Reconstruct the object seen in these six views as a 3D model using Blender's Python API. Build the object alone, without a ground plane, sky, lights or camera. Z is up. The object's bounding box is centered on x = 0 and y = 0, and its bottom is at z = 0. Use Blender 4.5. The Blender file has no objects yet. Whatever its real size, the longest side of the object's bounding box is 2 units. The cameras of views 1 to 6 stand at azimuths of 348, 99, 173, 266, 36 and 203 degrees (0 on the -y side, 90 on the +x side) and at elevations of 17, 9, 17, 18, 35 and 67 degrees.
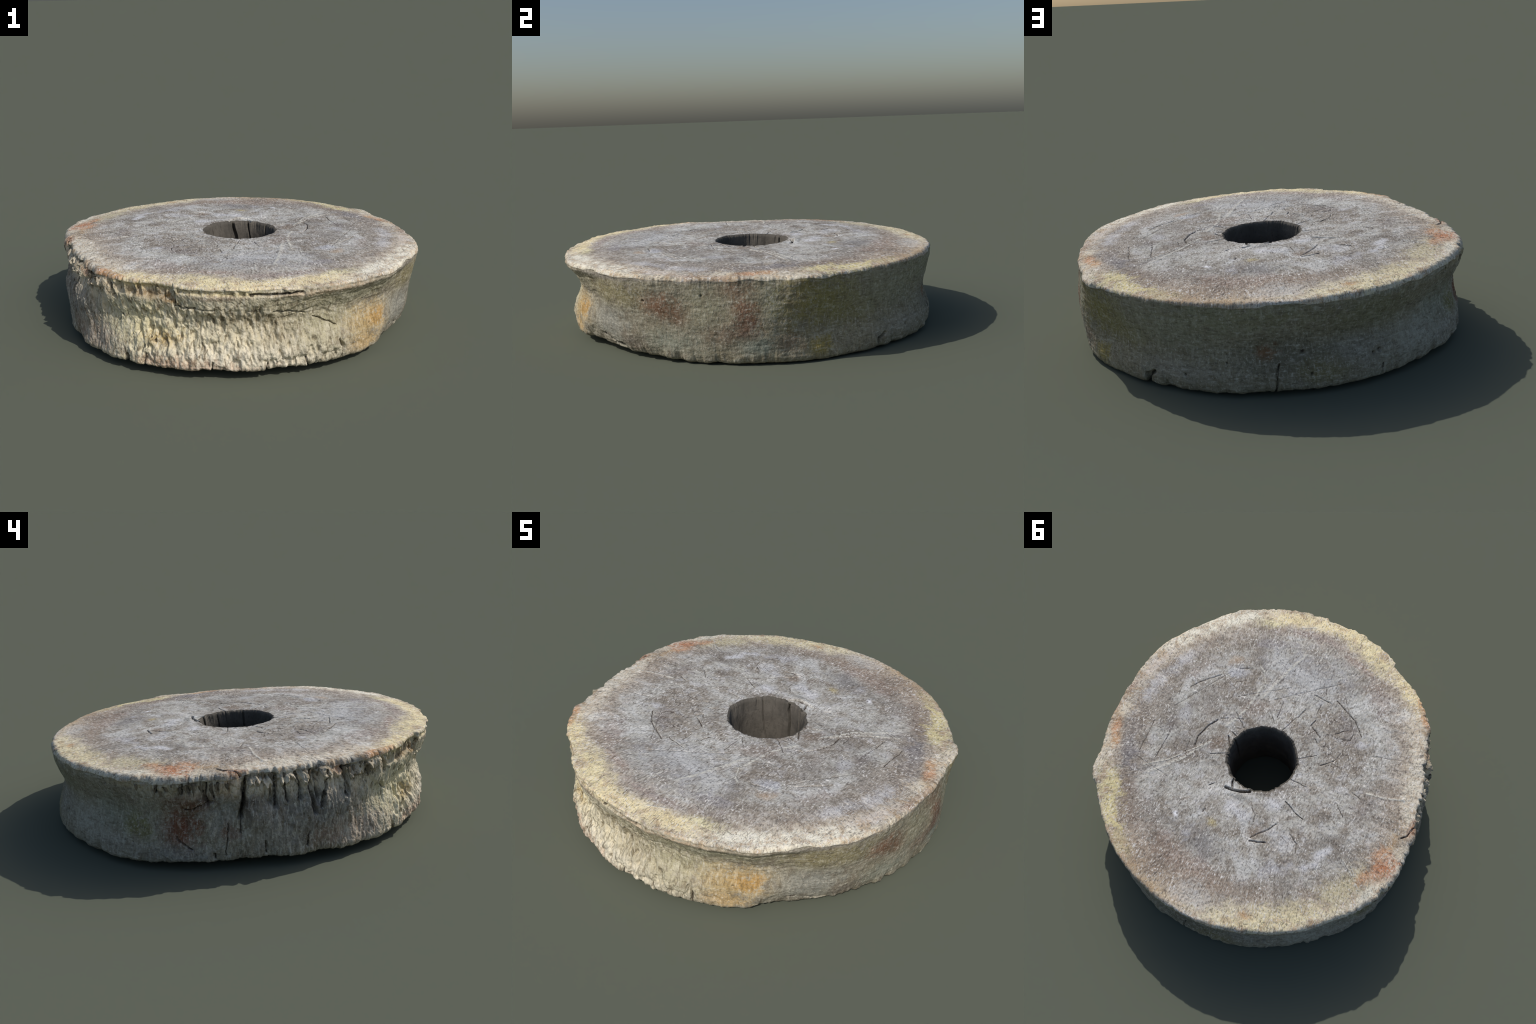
"""Weathered whale-bone disc: a thick, waisted centrum slice with a round hole,
domed grey face, yellowed rim, spongy flaking side wall."""
import bpy, math
import numpy as np

RAD = np.pi / 180.0

# ------------------------------------------------------------------ noise
def _hash(ix, iy, iz, seed):
    h = (ix.astype(np.uint32) * np.uint32(374761393)
         + iy.astype(np.uint32) * np.uint32(668265263)
         + iz.astype(np.uint32) * np.uint32(2147483647)
         + np.uint32(seed * 144665 + 1013904223))
    h = (h ^ (h >> np.uint32(13))) * np.uint32(1274126177)
    h = h ^ (h >> np.uint32(16))
    return h.astype(np.float32) / np.float32(2147483648.0) - 1.0

def vnoise(p, seed=0):
    """value noise in -1..1 at points p (...,3)"""
    i = np.floor(p); f = (p - i).astype(np.float32)
    i = i.astype(np.int64)
    u = f * f * f * (f * (f * 6 - 15) + 10)
    out = 0
    for dx in (0, 1):
        wx = u[..., 0] if dx else 1 - u[..., 0]
        for dy in (0, 1):
            wy = u[..., 1] if dy else 1 - u[..., 1]
            for dz in (0, 1):
                wz = u[..., 2] if dz else 1 - u[..., 2]
                out = out + wx * wy * wz * _hash(i[..., 0] + dx, i[..., 1] + dy, i[..., 2] + dz, seed)
    return out

def fbm(p, octaves, seed=0, gain=0.5):
    out = 0; a = 1.0; s = 0.0
    for k in range(octaves):
        out = out + a * vnoise(p * (2.03 ** k) + 17.3 * k, seed + 7 * k)
        s += a; a *= gain
    return out / s

def ss(a, b, x):
    t = np.clip((x - a) / (b - a), 0, 1)
    return t * t * (3 - 2 * t)

def wrapd(d):
    return (d + 180.0) % 360.0 - 180.0

def bump(az, c, w):
    return np.exp(-(wrapd(az - c) / w) ** 2)

def periodic(table, az):
    """smooth interpolation of (azimuth, value) control points round the disc"""
    k = np.array([t[0] for t in table], float); v = np.array([t[1] for t in table], float)
    o = np.argsort(k); k = k[o]; v = v[o]
    x = np.arange(0, 360, 0.5)
    y = np.interp(x, np.r_[k[-1] - 360, k, k[0] + 360], np.r_[v[-1], v, v[0]])
    ker = np.hanning(25); ker /= ker.sum()
    y = np.convolve(np.r_[y[-30:], y, y[:30]], ker, 'same')[30:-30]
    return np.interp(az % 360, np.r_[x, 360], np.r_[y, y[0]])

def fourier(c, th):
    out = np.full_like(th, c[0])
    for k in range(1, (len(c) - 1) // 2 + 1):
        out = out + c[2 * k - 1] * np.cos(k * th) + c[2 * k] * np.sin(k * th)
    return out

# ------------------------------------------------------------------ outline
R_TOP = [0.9672, 0.0043, 0.0002, -0.0277, -0.0163, 0.003, 0.0097, -0.0096, -0.0062, 0.0026, 0.0052,
         -0.0048, -0.0043, 0.0004, 0.001, -0.0029, -0.0014, -0.003, -0.0008, -0.0002, 0.001,
         -0.0007, -0.0017, 0.0015, 0.0011, 0.0016, -0.0003, 0.0009, -0.0008]
Z_TOP = [0.4275, -0.018, -0.0129, -0.001, 0.004, 0.0, -0.0033, -0.0001, -0.0003]
R_BOT = [0.9534, -0.0163, 0.0153, -0.0232, 0.0034, 0.007, 0.0105, -0.0016, 0.0017, 0.0072, 0.0024,
         -0.0036, -0.002, -0.0004, -0.0007, -0.0035, -0.0003]
Z_BOT = [0.0443, -0.0148, -0.0146, -0.0031, -0.0005, -0.0032, -0.0002]
HOLE_C = (0.012, 0.015); HOLE_R = 0.191
DOME = 0.026

# how far the wall dips in below the edge, and at which share of the height
WAIST = [(0, -.012), (9, -.020), (17, -.012), (25, .012), (32, .026), (40, .028), (55, .022), (75, .030), (88, .037), (100, .047), (120, .050), (140, .053),
         (160, .040), (170, .006), (180, -.012), (192, -.016), (205, -.022), (211, -.022), (216, -.006), (220, .022), (225, .038), (230, .046), (238, .052), (246, .052),
         (258, .050), (272, .054), (290, .056), (300, .055), (308, .045), (316, .022), (325, .0), (338, .004), (350, .0)]
WAIST_AT = [(0, .5), (40, .53), (90, .54), (120, .48), (138, .43), (155, .48), (200, .38), (218, .48), (232, .50), (245, .50), (258, .49), (275, .45),
            (295, .40), (312, .36), (340, .45)]
# swelling of the foot of the wall
FOOT = [(0, 0), (12, .006), (22, .004), (32, -.002), (50, .002), (70, 0), (110, .0), (135, .0), (155, .002), (180, .003), (200, .004),
        (218, .002), (232, -.006), (246, -.006), (270, -.002), (295, .004), (308, .004), (320, .014), (330, .010), (342, .003)]
EDGE_ROUND = [(0, .016), (30, .016), (60, .018), (90, .020), (120, .022), (150, .024), (180, .024), (200, .026),
              (215, .022), (228, .013), (250, .009), (280, .010), (310, .016), (340, .018)]

# cracks in the face: (points x,y ; half-width ; depth)
FACE_CRACKS = [
    ([(.586, -.253), (.546, -.303), (.50, -.347), (.453, -.391)], .0035, .004),
    ([(.402, .079), (.409, .019), (.382, -.063), (.348, -.117)], .0050, .007),
    ([(.335, -.132), (.30, -.150)], .0026, .003), ([(.255, -.168), (.215, -.176)], .0022, .003),
    ([(.686, .024), (.683, .103), (.68, .226)], .0030, .003),
    ([(.57, .079), (.576, .229)], .0032, .003),
    ([(.442, .057), (.432, .138)], .0028, .003),
    ([(-.155, -.545), (-.163, -.508)], .0035, .004),
    ([(-.108, -.477), (-.168, -.469), (-.222, -.46)], .0030, .004),
    ([(-.238, -.491), (-.321, -.445), (-.385, -.408), (-.45, -.332)], .0042, .005),
    ([(-.304, -.291), (-.367, -.345)], .0030, .003),
    ([(-.346, -.273), (-.399, -.284), (-.402, -.328)], .0028, .003),
    ([(-.093, -.373), (-.07, -.308)], .0032, .004),
    ([(-.17, -.326), (-.157, -.288), (-.233, -.241)], .0040, .005),
    ([(-.214, -.218), (-.234, -.195)], .0032, .004),
    ([(.044, -.364), (.04, -.262)], .0028, .003),
    ([(-.161, -.434), (-.162, -.362)], .0028, .003),
    ([(.135, .240), (.092, .243), (.045, .236), (-.002, .212)], .0085, .022),
    ([(.112, .165), (.114, .195), (.098, .230)], .0060, .018),
    ([(.226, .268), (.203, .243)], .0035, .004),
    ([(-.114, .479), (-.144, .469), (-.158, .471), (-.197, .454)], .0045, .007),
    ([(-.111, .458), (-.142, .42), (-.179, .385), (-.21, .335)], .0034, .005),
    ([(-.205, .194), (-.249, .216), (-.277, .234), (-.333, .254)], .0042, .005),
    ([(-.527, .007), (-.581, .025)], .0032, .003),
    ([(.24, -.080), (.213, -.068)], .0038, .005),
    ([(.250, -.050), (.222, -.005), (.208, .012)], .0045, .008),
    ([(.189, .423), (.185, .403)], .0050, .004),
    ([(-.865, .150), (-.893, .125), (-.906, .075), (-.918, .05)], .0050, .010),
    ([(-.05, .300), (-.085, .330), (-.09, .37)], .0028, .003),
    ([(-.30, .36), (-.36, .40), (-.37, .45)], .0030, .003),
    ([(-.47, .10), (-.53, .16)], .0028, .003),
    ([(.30, -.50), (.37, -.47)], .0025, .003),
    ([(.04, -.225), (.10, -.29)], .0025, .003), ([(-.02, -.20), (-.06, -.30)], .0022, .003), ([(.19, -.13), (.27, -.20)], .0024, .003),
    ([(.212, .05), (.30, .09)], .0022, .003), ([(-.18, .06), (-.28, .07)], .0022, .003), ([(-.17, -.07), (-.26, -.13)], .0022, .003),
    ([(.30, -.30), (.04, -.47)], .0016, .002), ([(.62, -.10), (.40, -.44)], .0015, .002), ([(-.28, -.52), (-.50, -.18)], .0016, .002),
    ([(.70, .26), (.46, .31)], .0015, .002), ([(.10, -.36), (-.22, -.60)], .0015, .002), ([(-.55, -.24), (-.72, -.28)], .0016, .002),
    ([(-.30, -.08), (-.36, -.13), (-.38, -.19)], .0024, .003),
]
def lift(lines):
    """marks sit on the domed middle: slide them with the height of the dome"""
    out = []
    for e in lines:
        q = [(x - .005 * max(0, 1 - (x * x + y * y) / .9), y + .011 * max(0, 1 - (x * x + y * y) / .9)) for x, y in e[0]]
        out.append((q,) + tuple(e[1:]))
    return out
FACE_CRACKS = lift(FACE_CRACKS)
# pale raised scratches on the face
FACE_SCRATCHES = [
    ([(.571, .327), (.428, .175), (.33, .02)], .009), ([(.284, -.104), (.248, -.183), (.22, -.251), (.197, -.432)], .009),
    ([(.17, -.344), (.123, -.487), (.087, -.594), (.042, -.697)], .010), ([(-.047, -.658), (-.062, -.766)], .004),
    ([(.26, -.531), (.225, -.503)], .006), ([(.225, -.503), (.176, -.407)], .0035),
    ([(-.614, .383), (-.69, .441), (-.756, .508)], .0045), ([(-.67, .40), (-.73, .47)], .003),
    ([(.62, .30), (.50, .215), (.36, .06)], .004), ([(-.60, -.02), (-.70, -.03), (-.80, -.06)], .007),
    ([(.15, -.86), (.06, -.90)], .004),
]
FACE_SCRATCHES = lift(FACE_SCRATCHES)
# cracks and gouges in the wall: (points azimuth,z ; half-width ; depth)
WALL_CRACKS = [
    ([(178.2, .44), (177.6, .37), (176.4, .25)], .011, .050),
    ([(176.4, .25), (176.0, .18)], .004, .012),
    ([(186, .435), (186.6, .37), (186.2, .29)], .013, .026), ([(192.5, .43), (193.6, .36), (193.2, .31)], .010, .022),
    ([(197, .43), (196.4, .35), (197.2, .24)], .013, .024), ([(206.5, .43), (207.5, .36), (207, .30)], .012, .024),
    ([(167.5, .42), (167, .36), (167.6, .32)], .010, .020), ([(161.5, .42), (161, .37)], .009, .018), ([(155, .42), (154.6, .38)], .008, .016),
    ([(159, .161), (161, .13), (163, .106)], .005, .012),
    ([(161, .285), (163.5, .288), (166, .311), (169, .332)], .0045, .010),
    ([(172.8, .22), (172.4, .14), (172, .073)], .004, .008),
    ([(183, .13), (183.2, .07)], .006, .014),
    ([(189, .39), (189.4, .31)], .006, .016),
    ([(195.5, .15), (194.8, .09)], .005, .012),
    ([(220, .424), (220.6, .395), (221.3, .365)], .012, .035),
    ([(201.5, .42), (200.3, .34), (199, .262)], .008, .016),
    ([(220.5, .30), (223, .262)], .007, .014),
    ([(214, .41), (214.6, .38)], .010, .020),
    ([(225, .070), (225, .040)], .014, .030),
    ([(86, .14), (85.4, .09), (85, .02)], .005, .012),
    ([(113.5, .075), (113, .04)], .004, .010),
    ([(288, .142), (289.3, .11), (289.0, .05)], .0075, .022),
    ([(52, .072), (50, .05), (49.5, .01)], .013, .028),
    ([(322, .056), (326, .05)], .010, .016),
    ([(278, .043), (277.4, .09)], .008, .012), ([(266, .04), (266.6, .075)], .007, .011),
    ([(251, .045), (251.5, .09)], .006, .010), ([(231, .05), (231.6, .10)], .009, .014),
    ([(241.4, .432), (241.2, .39), (241.0, .352), (243.5, .348), (247, .345)], .006, .016),
    ([(248, .345), (252, .342)], .003, .006), ([(261, .334), (265, .330)], .003, .005),
    ([(268, .324), (272, .319), (277, .304)], .0035, .010),
    ([(280, .275), (283, .255), (286, .226), (287.5, .215)], .004, .012),
    ([(262, .418), (266, .420), (272, .419), (276, .417)], .0085, .020),
    ([(315, .083), (317, .085)], .008, .010), ([(320, .070), (321.5, .064)], .007, .010),
    ([(169, .085), (169, .058)], .007, .012), ([(157, .405), (157.2, .385)], .008, .014),
    ([(163, .40), (163.3, .375)], .009, .018), ([(169, .385), (169.4, .345)], .007, .016),
    ([(138, .405), (138.4, .385)], .006, .010), ([(166, .40), (166.5, .37)], .006, .012),
]
PITS = [(113, .137, .009, .016), (111, .131, .007, .012), (234, .166, .008, .014), (233, .18, .006, .010),
        (92, .186, .012, .006), (94, .092, .010, .007), (338, .298, .006, .008), (300, .175, .006, .006),
        (146, .12, .006, .006), (73, .15, .007, .005), (356, .33, .006, .006), (62, .09, .008, .006)]
BORE_CRACKS = [(88.5, .010, .034), (64.0, .006, .022), (-13.0, .006, .012), (30.0, .005, .010), (135.0, .004, .008)]

def polyline_depth(px, py, lines, xs=1.0):
    """sum of V grooves along polylines, evaluated only near each of them"""
    out = np.zeros(px.shape, np.float32)
    for pts, w, dep in lines:
        w = max(w, .0042)
        a = np.array(pts, float)
        lo = a.min(0) - 3 * w; hi = a.max(0) + 3 * w
        m = (px > lo[0]) & (px < hi[0]) & (py > lo[1]) & (py < hi[1])
        if not m.any():
            continue
        x = px[m]; y = py[m]; d = np.full(x.shape, 9.0)
        for p, q in zip(a[:-1], a[1:]):
            v = q - p; h = np.clip(((x - p[0]) * v[0] + (y - p[1]) * v[1]) / (v @ v), 0, 1)
            d = np.minimum(d, np.hypot(x - p[0] - h * v[0], y - p[1] - h * v[1]))
        out[m] = np.maximum(out[m], dep * (1 - ss(0.25, 1.25, d / w)))
    return out

# ------------------------------------------------------------------ grid
N = 1760
TH = np.arange(N) / N * 2 * np.pi
AZ = TH / RAD
ct, st = np.cos(TH), np.sin(TH)

ring = np.stack([ct, st, 0 * ct], -1)
def chips(freq, seed):
    """sharp-ended nicks: only the strong troughs of a noise bite into the edge"""
    return ss(.18, .55, vnoise(ring * freq, seed))
rim_ripple = .004 + 0.0055 * fbm(ring * 9, 2, 3) + 0.0040 * fbm(ring * 26, 2, 5) + .0012 * vnoise(ring * 85, 6)
rough_edge = .30 + .70 * ss(140, 155, AZ) * ss(305, 285, AZ)
rim_ripple -= rough_edge * (.011 * chips(21, 7) + .005 * chips(47, 8))
torn_zone = ss(146, 160, AZ) * ss(226, 219, AZ)
tear = np.abs(vnoise(ring * 15, 201)) * .8 + np.abs(vnoise(ring * 40, 202)) * .45          # 0..1, grooves where small
rim_ripple -= torn_zone * .014 * ss(.22, .02, tear)
rt = fourier(R_TOP, TH) + rim_ripple
rt_body = fourier(R_TOP, TH) + .004 + .004 * fbm(ring * 9, 2, 3)
rt += .014 * bump(AZ, 26.5, 4.0) - .012 * bump(AZ, 17.5, 3.0)                 # broken corner on +x
rt += .012 * bump(AZ, 214, 2.5) + .010 * bump(AZ, 204.5, 2.2) - .006 * bump(AZ, 199, 2)
rt += .010 * bump(AZ, 174, 2.2) - .008 * ss(0, 1, wrapd(AZ - 176.3) + .5) * bump(AZ, 177.5, 4.5)
step241 = ss(-.5, .5, wrapd(AZ - 241.2))
rt += np.where(np.abs(wrapd(AZ - 241)) < 14, -.020 * (1 - step241) * ss(227, 238, AZ) + .004 * step241 * ss(254, 243, AZ), 0)
rb = fourier(R_BOT, TH) + 0.006 * fbm(ring * 11 + 5, 2, 9) + 0.004 * fbm(ring * 30, 2, 4)
rb += .004 * bump(AZ, 301, 5) - .008 * bump(AZ, 30, 14) - .006 * bump(AZ, 318, 9) + .008 * bump(AZ, 192, 12)
rb_body = fourier(R_BOT, TH) - .008 * bump(AZ, 30, 14) - .006 * bump(AZ, 318, 9) + .008 * bump(AZ, 192, 12) + .004 * bump(AZ, 301, 5)
rb += .010 * bump(AZ, 221, 14) + .008 * bump(AZ, 138, 9) + .006 * bump(AZ, 308, 6)
rb -= .007 * chips(19, 17) + .005 * chips(41, 18)
zt = fourier(Z_TOP, TH) + .001 + .0025 * fbm(ring * 12, 2, 12)
zb = fourier(Z_BOT, TH) - .016 - .008 * bump(AZ, 224, 16) - .006 * bump(AZ, 138, 10) + .005 * fbm(ring * 14 + 3, 2, 15)
er = periodic(EDGE_ROUND, AZ) * (1 + .45 * vnoise(ring * 12, 203))
eb = .024 + .006 * vnoise(ring * 5, 2)
# bore outline relative to its own centre
hr_deep = HOLE_R + .004 * fbm(ring * 3.5, 2, 31)
hr = hr_deep + .0025 * fbm(ring * 14, 2, 33) + .008 * ss(.15, .5, vnoise(ring * 6.5, 37)) * (.6 + .4 * vnoise(ring * 25, 38))
hr += .005 * vnoise(ring * 22, 35) * ss(-.2, .5, vnoise(ring * 5, 36))
hr += .006 * bump(AZ, 84, 4) + .006 * bump(AZ, 100, 3) - .004 * bump(AZ, 92, 2)

def bore_xy(scale=1.0, down=0.0):
    k = np.clip(1 - 6 * down, 0, 1)                # mouth chips die out a little way down
    r = (hr * k + hr_deep * (1 - k)) * scale
    return HOLE_C[0] + .008 * down + r * ct, HOLE_C[1] - .022 * down + r * st

def dome(x, y, R):
    r = np.hypot(x, y) / R
    back = np.exp(-((x + .58) / .36) ** 2 - ((y - .38) / .36) ** 2)      # gentle swells near the rim
    front = np.exp(-((x + .05) / .50) ** 2 - ((y + .78) / .22) ** 2)
    right = np.exp(-((x + .85) / .25) ** 2 - (y / .30) ** 2)
    return DOME * (1 - np.clip(r, 0, 1) ** 4.0) + .017 * back + .009 * front + .006 * right + .0045

rows = []     # each (N,3), plus region tag and normalised coordinate
tag = []
def add(x, y, z, t):
    rows.append(np.stack([x + 0 * TH, y + 0 * TH, z + 0 * TH], -1)); tag.append(t)

FACE, WALL, UNDER, BORE = 0, 1, 2, 3
NF, NA, NW, NB, NU, NH = 232, 12, 118, 9, 36, 70
hx, hy = bore_xy()
lip = .010
hxl, hyl = bore_xy(1.0 + lip / HOLE_R)
# face: from bore lip to start of the rim rounding
ex, ey = (rt - er) * ct, (rt - er) * st
for i in range(NF + 1):
    s = i / NF
    x = hxl * (1 - s) + ex * s; y = hyl * (1 - s) + ey * s
    zr = zt * np.clip(np.hypot(x, y) / rt, 0, 1) + (1 - np.clip(np.hypot(x, y) / rt, 0, 1)) * .4275
    add(x, y, zr + dome(x, y, rt), FACE)
z_edge = rows[-1][:, 2]
for k in range(1, NA + 1):
    a = k / NA * np.pi / 2
    r = rt - er + er * np.sin(a)
    add(r * ct, r * st, z_edge - er * (1 - np.cos(a)), FACE)
z_w0 = z_edge - er
z_w1 = zb + eb
waist = periodic(WAIST, AZ); wat = periodic(WAIST_AT, AZ); foot = periodic(FOOT, AZ)
for k in range(1, NW + 1):
    t = k / NW
    z = z_w0 * (1 - t) + z_w1 * t
    kt = math.exp(-t / .10) * (1 - t); kb = math.exp(-(1 - t) / .08) * t
    r = (rt_body * (1 - kt) + rt * kt) * (1 - t) + (rb_body * (1 - kb) + rb * kb) * t - waist * np.exp(-((t - wat) / .265) ** 2) * min(1, 6 * t, 5 * (1 - t)) + foot * math.exp(-((t - .80) / .20) ** 2)
    add(r * ct, r * st, z, WALL)
for k in range(1, NB + 1):
    a = k / NB * np.pi / 2
    r = rb - eb * (1 - np.cos(a))
    add(r * ct, r * st, zb + eb * (1 - np.sin(a)), WALL)
hxb, hyb = bore_xy(.96, 1.0)
bx, by = (rb - eb) * ct, (rb - eb) * st
for k in range(1, NU + 1):
    s = k / NU
    x = bx * (1 - s) + hxb * s; y = by * (1 - s) + hyb * s
    add(x, y, zb * (1 - s) + s * .020, UNDER)
z_top_b = rows[0][:, 2]
for k in range(1, NH):
    s = k / NH
    f = .96 + .015 * s + .025 * max(0, (s - .80) / .20) ** 1.5 + (lip / HOLE_R) * max(0, (s - .97) / .03) ** 2
    x, y = bore_xy(f, 1 - s)
    add(x, y, .020 * (1 - s) + z_top_b * s, BORE)
P = np.stack(rows).astype(np.float64)     # (M,N,3), closed in both directions
tag = np.array(tag); M = len(tag)

def grid_normals(P):
    du = np.roll(P, -1, 1) - np.roll(P, 1, 1)
    dv = np.roll(P, -1, 0) - np.roll(P, 1, 0)
    n = np.cross(dv, du)
    return n / (np.linalg.norm(n, axis=-1, keepdims=True) + 1e-12)

Nrm = grid_normals(P)
if Nrm[5, 0, 2] < 0:
    Nrm = -Nrm

# ------------------------------------------------------------------ relief
azg = np.broadcast_to(AZ, (M, N))
X, Y, Z = P[..., 0], P[..., 1], P[..., 2]
Rr = np.hypot(X, Y)
disp = np.zeros((M, N))
unit = np.stack([X / Rr, Y / Rr, Z], -1)

# face --------------------------------------------------------------
f = tag == FACE
pf = P[f]
jx = .003 * vnoise(pf * [34, 34, 10], 41); jy = .003 * vnoise(pf * [34, 34, 10], 43)
d = .0050 * fbm(pf * [5, 5, 2], 3, 51) + .0022 * fbm(pf * [26, 26, 8], 3, 53) + .0011 * vnoise(pf * [110, 110, 30], 55)
radial = np.stack([unit[f][..., 0] * 55, unit[f][..., 1] * 55, Rr[f] * 11], -1)
d += .0009 * fbm(radial, 2, 57) * ss(.45, .8, Rr[f])
cr = polyline_depth(pf[..., 0] + jx, pf[..., 1] + jy, FACE_CRACKS)
edge_fade = np.minimum(1, (np.arange(f.sum())[:, None] + 1) / 3.0)
d = d * edge_fade - cr
# upstanding flake beside the hole crack, hollow knots
d += .010 * np.exp(-(((pf[..., 0] - .05) / .05) ** 2 + ((pf[..., 1] - .265) / .022) ** 2)) * ss(.2, .21, np.hypot(pf[..., 0] - HOLE_C[0], pf[..., 1] - HOLE_C[1]))
d -= .006 * np.exp(-(((pf[..., 0] + .12) / .07) ** 2 + ((pf[..., 1] - .43) / .06) ** 2))
d -= .005 * np.exp(-(((pf[..., 0] + .38) / .08) ** 2 + ((pf[..., 1] + .36) / .07) ** 2))
for pts, w in FACE_SCRATCHES:
    d += polyline_depth(pf[..., 0] + jx * .4, pf[..., 1] + jy * .4, [(pts, w * 1.3, .0022)])
disp[f] = d

# wall --------------------------------------------------------------
w = tag == WALL
aw, zw, pw, uw = azg[w], Z[w], P[w], unit[w]
ztw = np.broadcast_to(z_edge, (M, N))[w]; zbw = np.broadcast_to(zb, (M, N))[w]
below = ztw - zw                                  # distance under the face edge
arc = aw * RAD * .95
spongy = ss(.035, .085, zw) * ss(222, 232, aw) * ss(302, 286, aw) * ss(.06, .14, below + .015 * vnoise(pw * 25, 61)) \
         * (1 - .85 * ss(262, 276, aw) * ss(.26, .18, below + (aw - 270) * -.004))
fib = ss(105, 125, aw) * ss(232, 222, aw)
calm = 1 - ss(140, 150, aw) * ss(318, 300, aw)
d = (.0090 - .003 * calm) * fbm(pw * [7, 7, 7], 3, 63)
d += (.0034 - .0018 * calm) * fbm(pw * [24, 24, 18], 2, 65)
fibre = np.stack([uw[..., 0] * 62, uw[..., 1] * 62, zw * 17 + .6 * vnoise(pw * 20, 66)], -1)
d += (.0018 - .0012 * calm + .0024 * fib * (1 - .6 * calm)) * fbm(fibre, 2, 67)
d += calm * .0014 * fbm(np.stack([uw[..., 0] * 14, uw[..., 1] * 14, zw * 70], -1), 2, 68)
coarse = np.stack([uw[..., 0] * 44, uw[..., 1] * 44, zw * 24], -1)
cn = fbm(coarse, 2, 69)
d += spongy * (.0150 * cn - .006 * ss(-.15, -.45, cn))
d += (1 - .55 * calm) * (.0014 * vnoise(pw * 130, 71) + .0009 * vnoise(pw * 260, 72))
# torn, splintered upper wall on the -x side: deep uneven vertical grooves
zone = np.broadcast_to(torn_zone, (M, N))[w]
tn = np.stack([uw[..., 0] * 15, uw[..., 1] * 15, zw * 2.0], -1)
tn2 = np.stack([uw[..., 0] * 40, uw[..., 1] * 40, zw * 5.0], -1)
tr = np.abs(vnoise(tn + .30 * vnoise(pw * 22, 204)[..., None], 201)) * .8 + np.abs(vnoise(tn2, 202)) * .45
reach = .09 + .09 * vnoise(np.stack([uw[..., 0] * 13, uw[..., 1] * 13, zw * 0], -1), 205)
groove = ss(.26, .02, tr) * ss(reach + .03, reach - .03, below)
d -= zone * groove * .018
# stepped broken ledges: each holds its depth for some degrees, then breaks off
terr = vnoise(np.stack([uw[..., 0] * 19 + .25 * vnoise(pw * 14, 206), uw[..., 1] * 19, zw * 1.6], -1), 207)
lev = np.floor(terr * 3.2) / 3.2
d += zone * lev * .017 * ss(.34, .16, below) * ss(.012, .03, below)
d += .020 * ss(-2.6, .3, wrapd(aw - 201.0 + (.43 - zw) * 9)) * ss(2.2, .2, wrapd(aw - 201.0 + (.43 - zw) * 9)) * ss(.24, .14, below) * ss(.004, .02, below)
d += zone * (.010 * (tr - .35)) * ss(.30, .10, below)
tooth = .022 + .016 * vnoise(ring * 17, 73) + .030 * np.abs(vnoise(ring * 34, 74)) + .016 * vnoise(ring * 60, 75)
tooth = np.clip(tooth, .006, .2)
tw = np.broadcast_to(tooth, (M, N))[w]
rec = ss(0, .008, below - np.broadcast_to(er, (M, N))[w] * .9 - tw)
d -= zone * rec * ss(.26, .10, below) * .005
cap = ss(176, 181, aw) * ss(219, 214, aw)
rag = .060 + .022 * vnoise(ring * 14, 211) + .040 * np.abs(vnoise(ring * 31, 212)) - .030 * np.abs(vnoise(ring * 70, 213)) + .012 * bump(AZ, 193, 3)
rag = np.broadcast_to(np.clip(rag, .02, .13), (M, N))[w]
d += cap * (.032 * ss(0, .085, below) - .013) * ss(.34, .18, below)
d -= cap * ss(rag, rag + .007, below) * ss(.27, .12, below) * .020
# hollow tucked behind the corner, fuller wall beside it
d -= .036 * np.exp(-((wrapd(aw - 212.5) / 5.5) ** 2) - ((zw - .235) / .085) ** 2)
d += .016 * np.exp(-((wrapd(aw - 204.5) / 3.5) ** 2) - ((zw - .29) / .07) ** 2)
# flap edge of the corner at 218 degrees, running down to the right
flap = wrapd(aw - (211 + (.43 - zw) * 62))
d += .010 * ss(-.6, .8, flap) * ss(10, 3, flap) * ss(.02, .04, below) * ss(.20, .16, below)
# right of the long split the wall is scooped
d -= .007 * np.exp(-((wrapd(aw - 180.5) / 2.4) ** 2)) * ss(.02, .05, below) * ss(.22, .12, below)
d += .020 * np.exp(-((wrapd(aw - 173.6) / 3.0) ** 4)) * ss(.14, .07, below + .02 * vnoise(pw * 30, 221))
# broken columns under the thin lip on the front
col = np.sin(AZ * 2.1 + 5.5 * vnoise(ring * 11, 77)) * (.6 + .5 * vnoise(ring * 20, 76))
colw = np.broadcast_to(col, (M, N))[w]
deep = ss(.008, .020, below) * (ss(221.5, 223.5, aw) * ss(241.3, 240.5, aw) * ss(.088, .070, below + .01 * vnoise(pw * 30, 78)))
shal = ss(.008, .018, below) * (ss(242.2, 243, aw) * ss(262, 260, aw) * ss(.045, .034, below))
d -= deep * (.021 - .019 * np.clip(colw, -.3, 1)) + shal * (.012 - .010 * np.clip(colw, -.3, 1))
# overhanging lip and smooth band, front right
band = ss(264, 272, aw) * ss(326, 312, aw)
d += band * .004 * np.exp(-((below - .030) / .012) ** 2)
d -= band * .005 * np.exp(-((below - .070) / .03) ** 2)
streak = np.stack([uw[..., 0] * 7, uw[..., 1] * 7, zw * 85 + 2.5 * vnoise(pw * 6, 79)], -1)
d += band * ss(.05, .07, below) * ss(.22, .15, below) * .0035 * fbm(streak, 2, 80)
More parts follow.
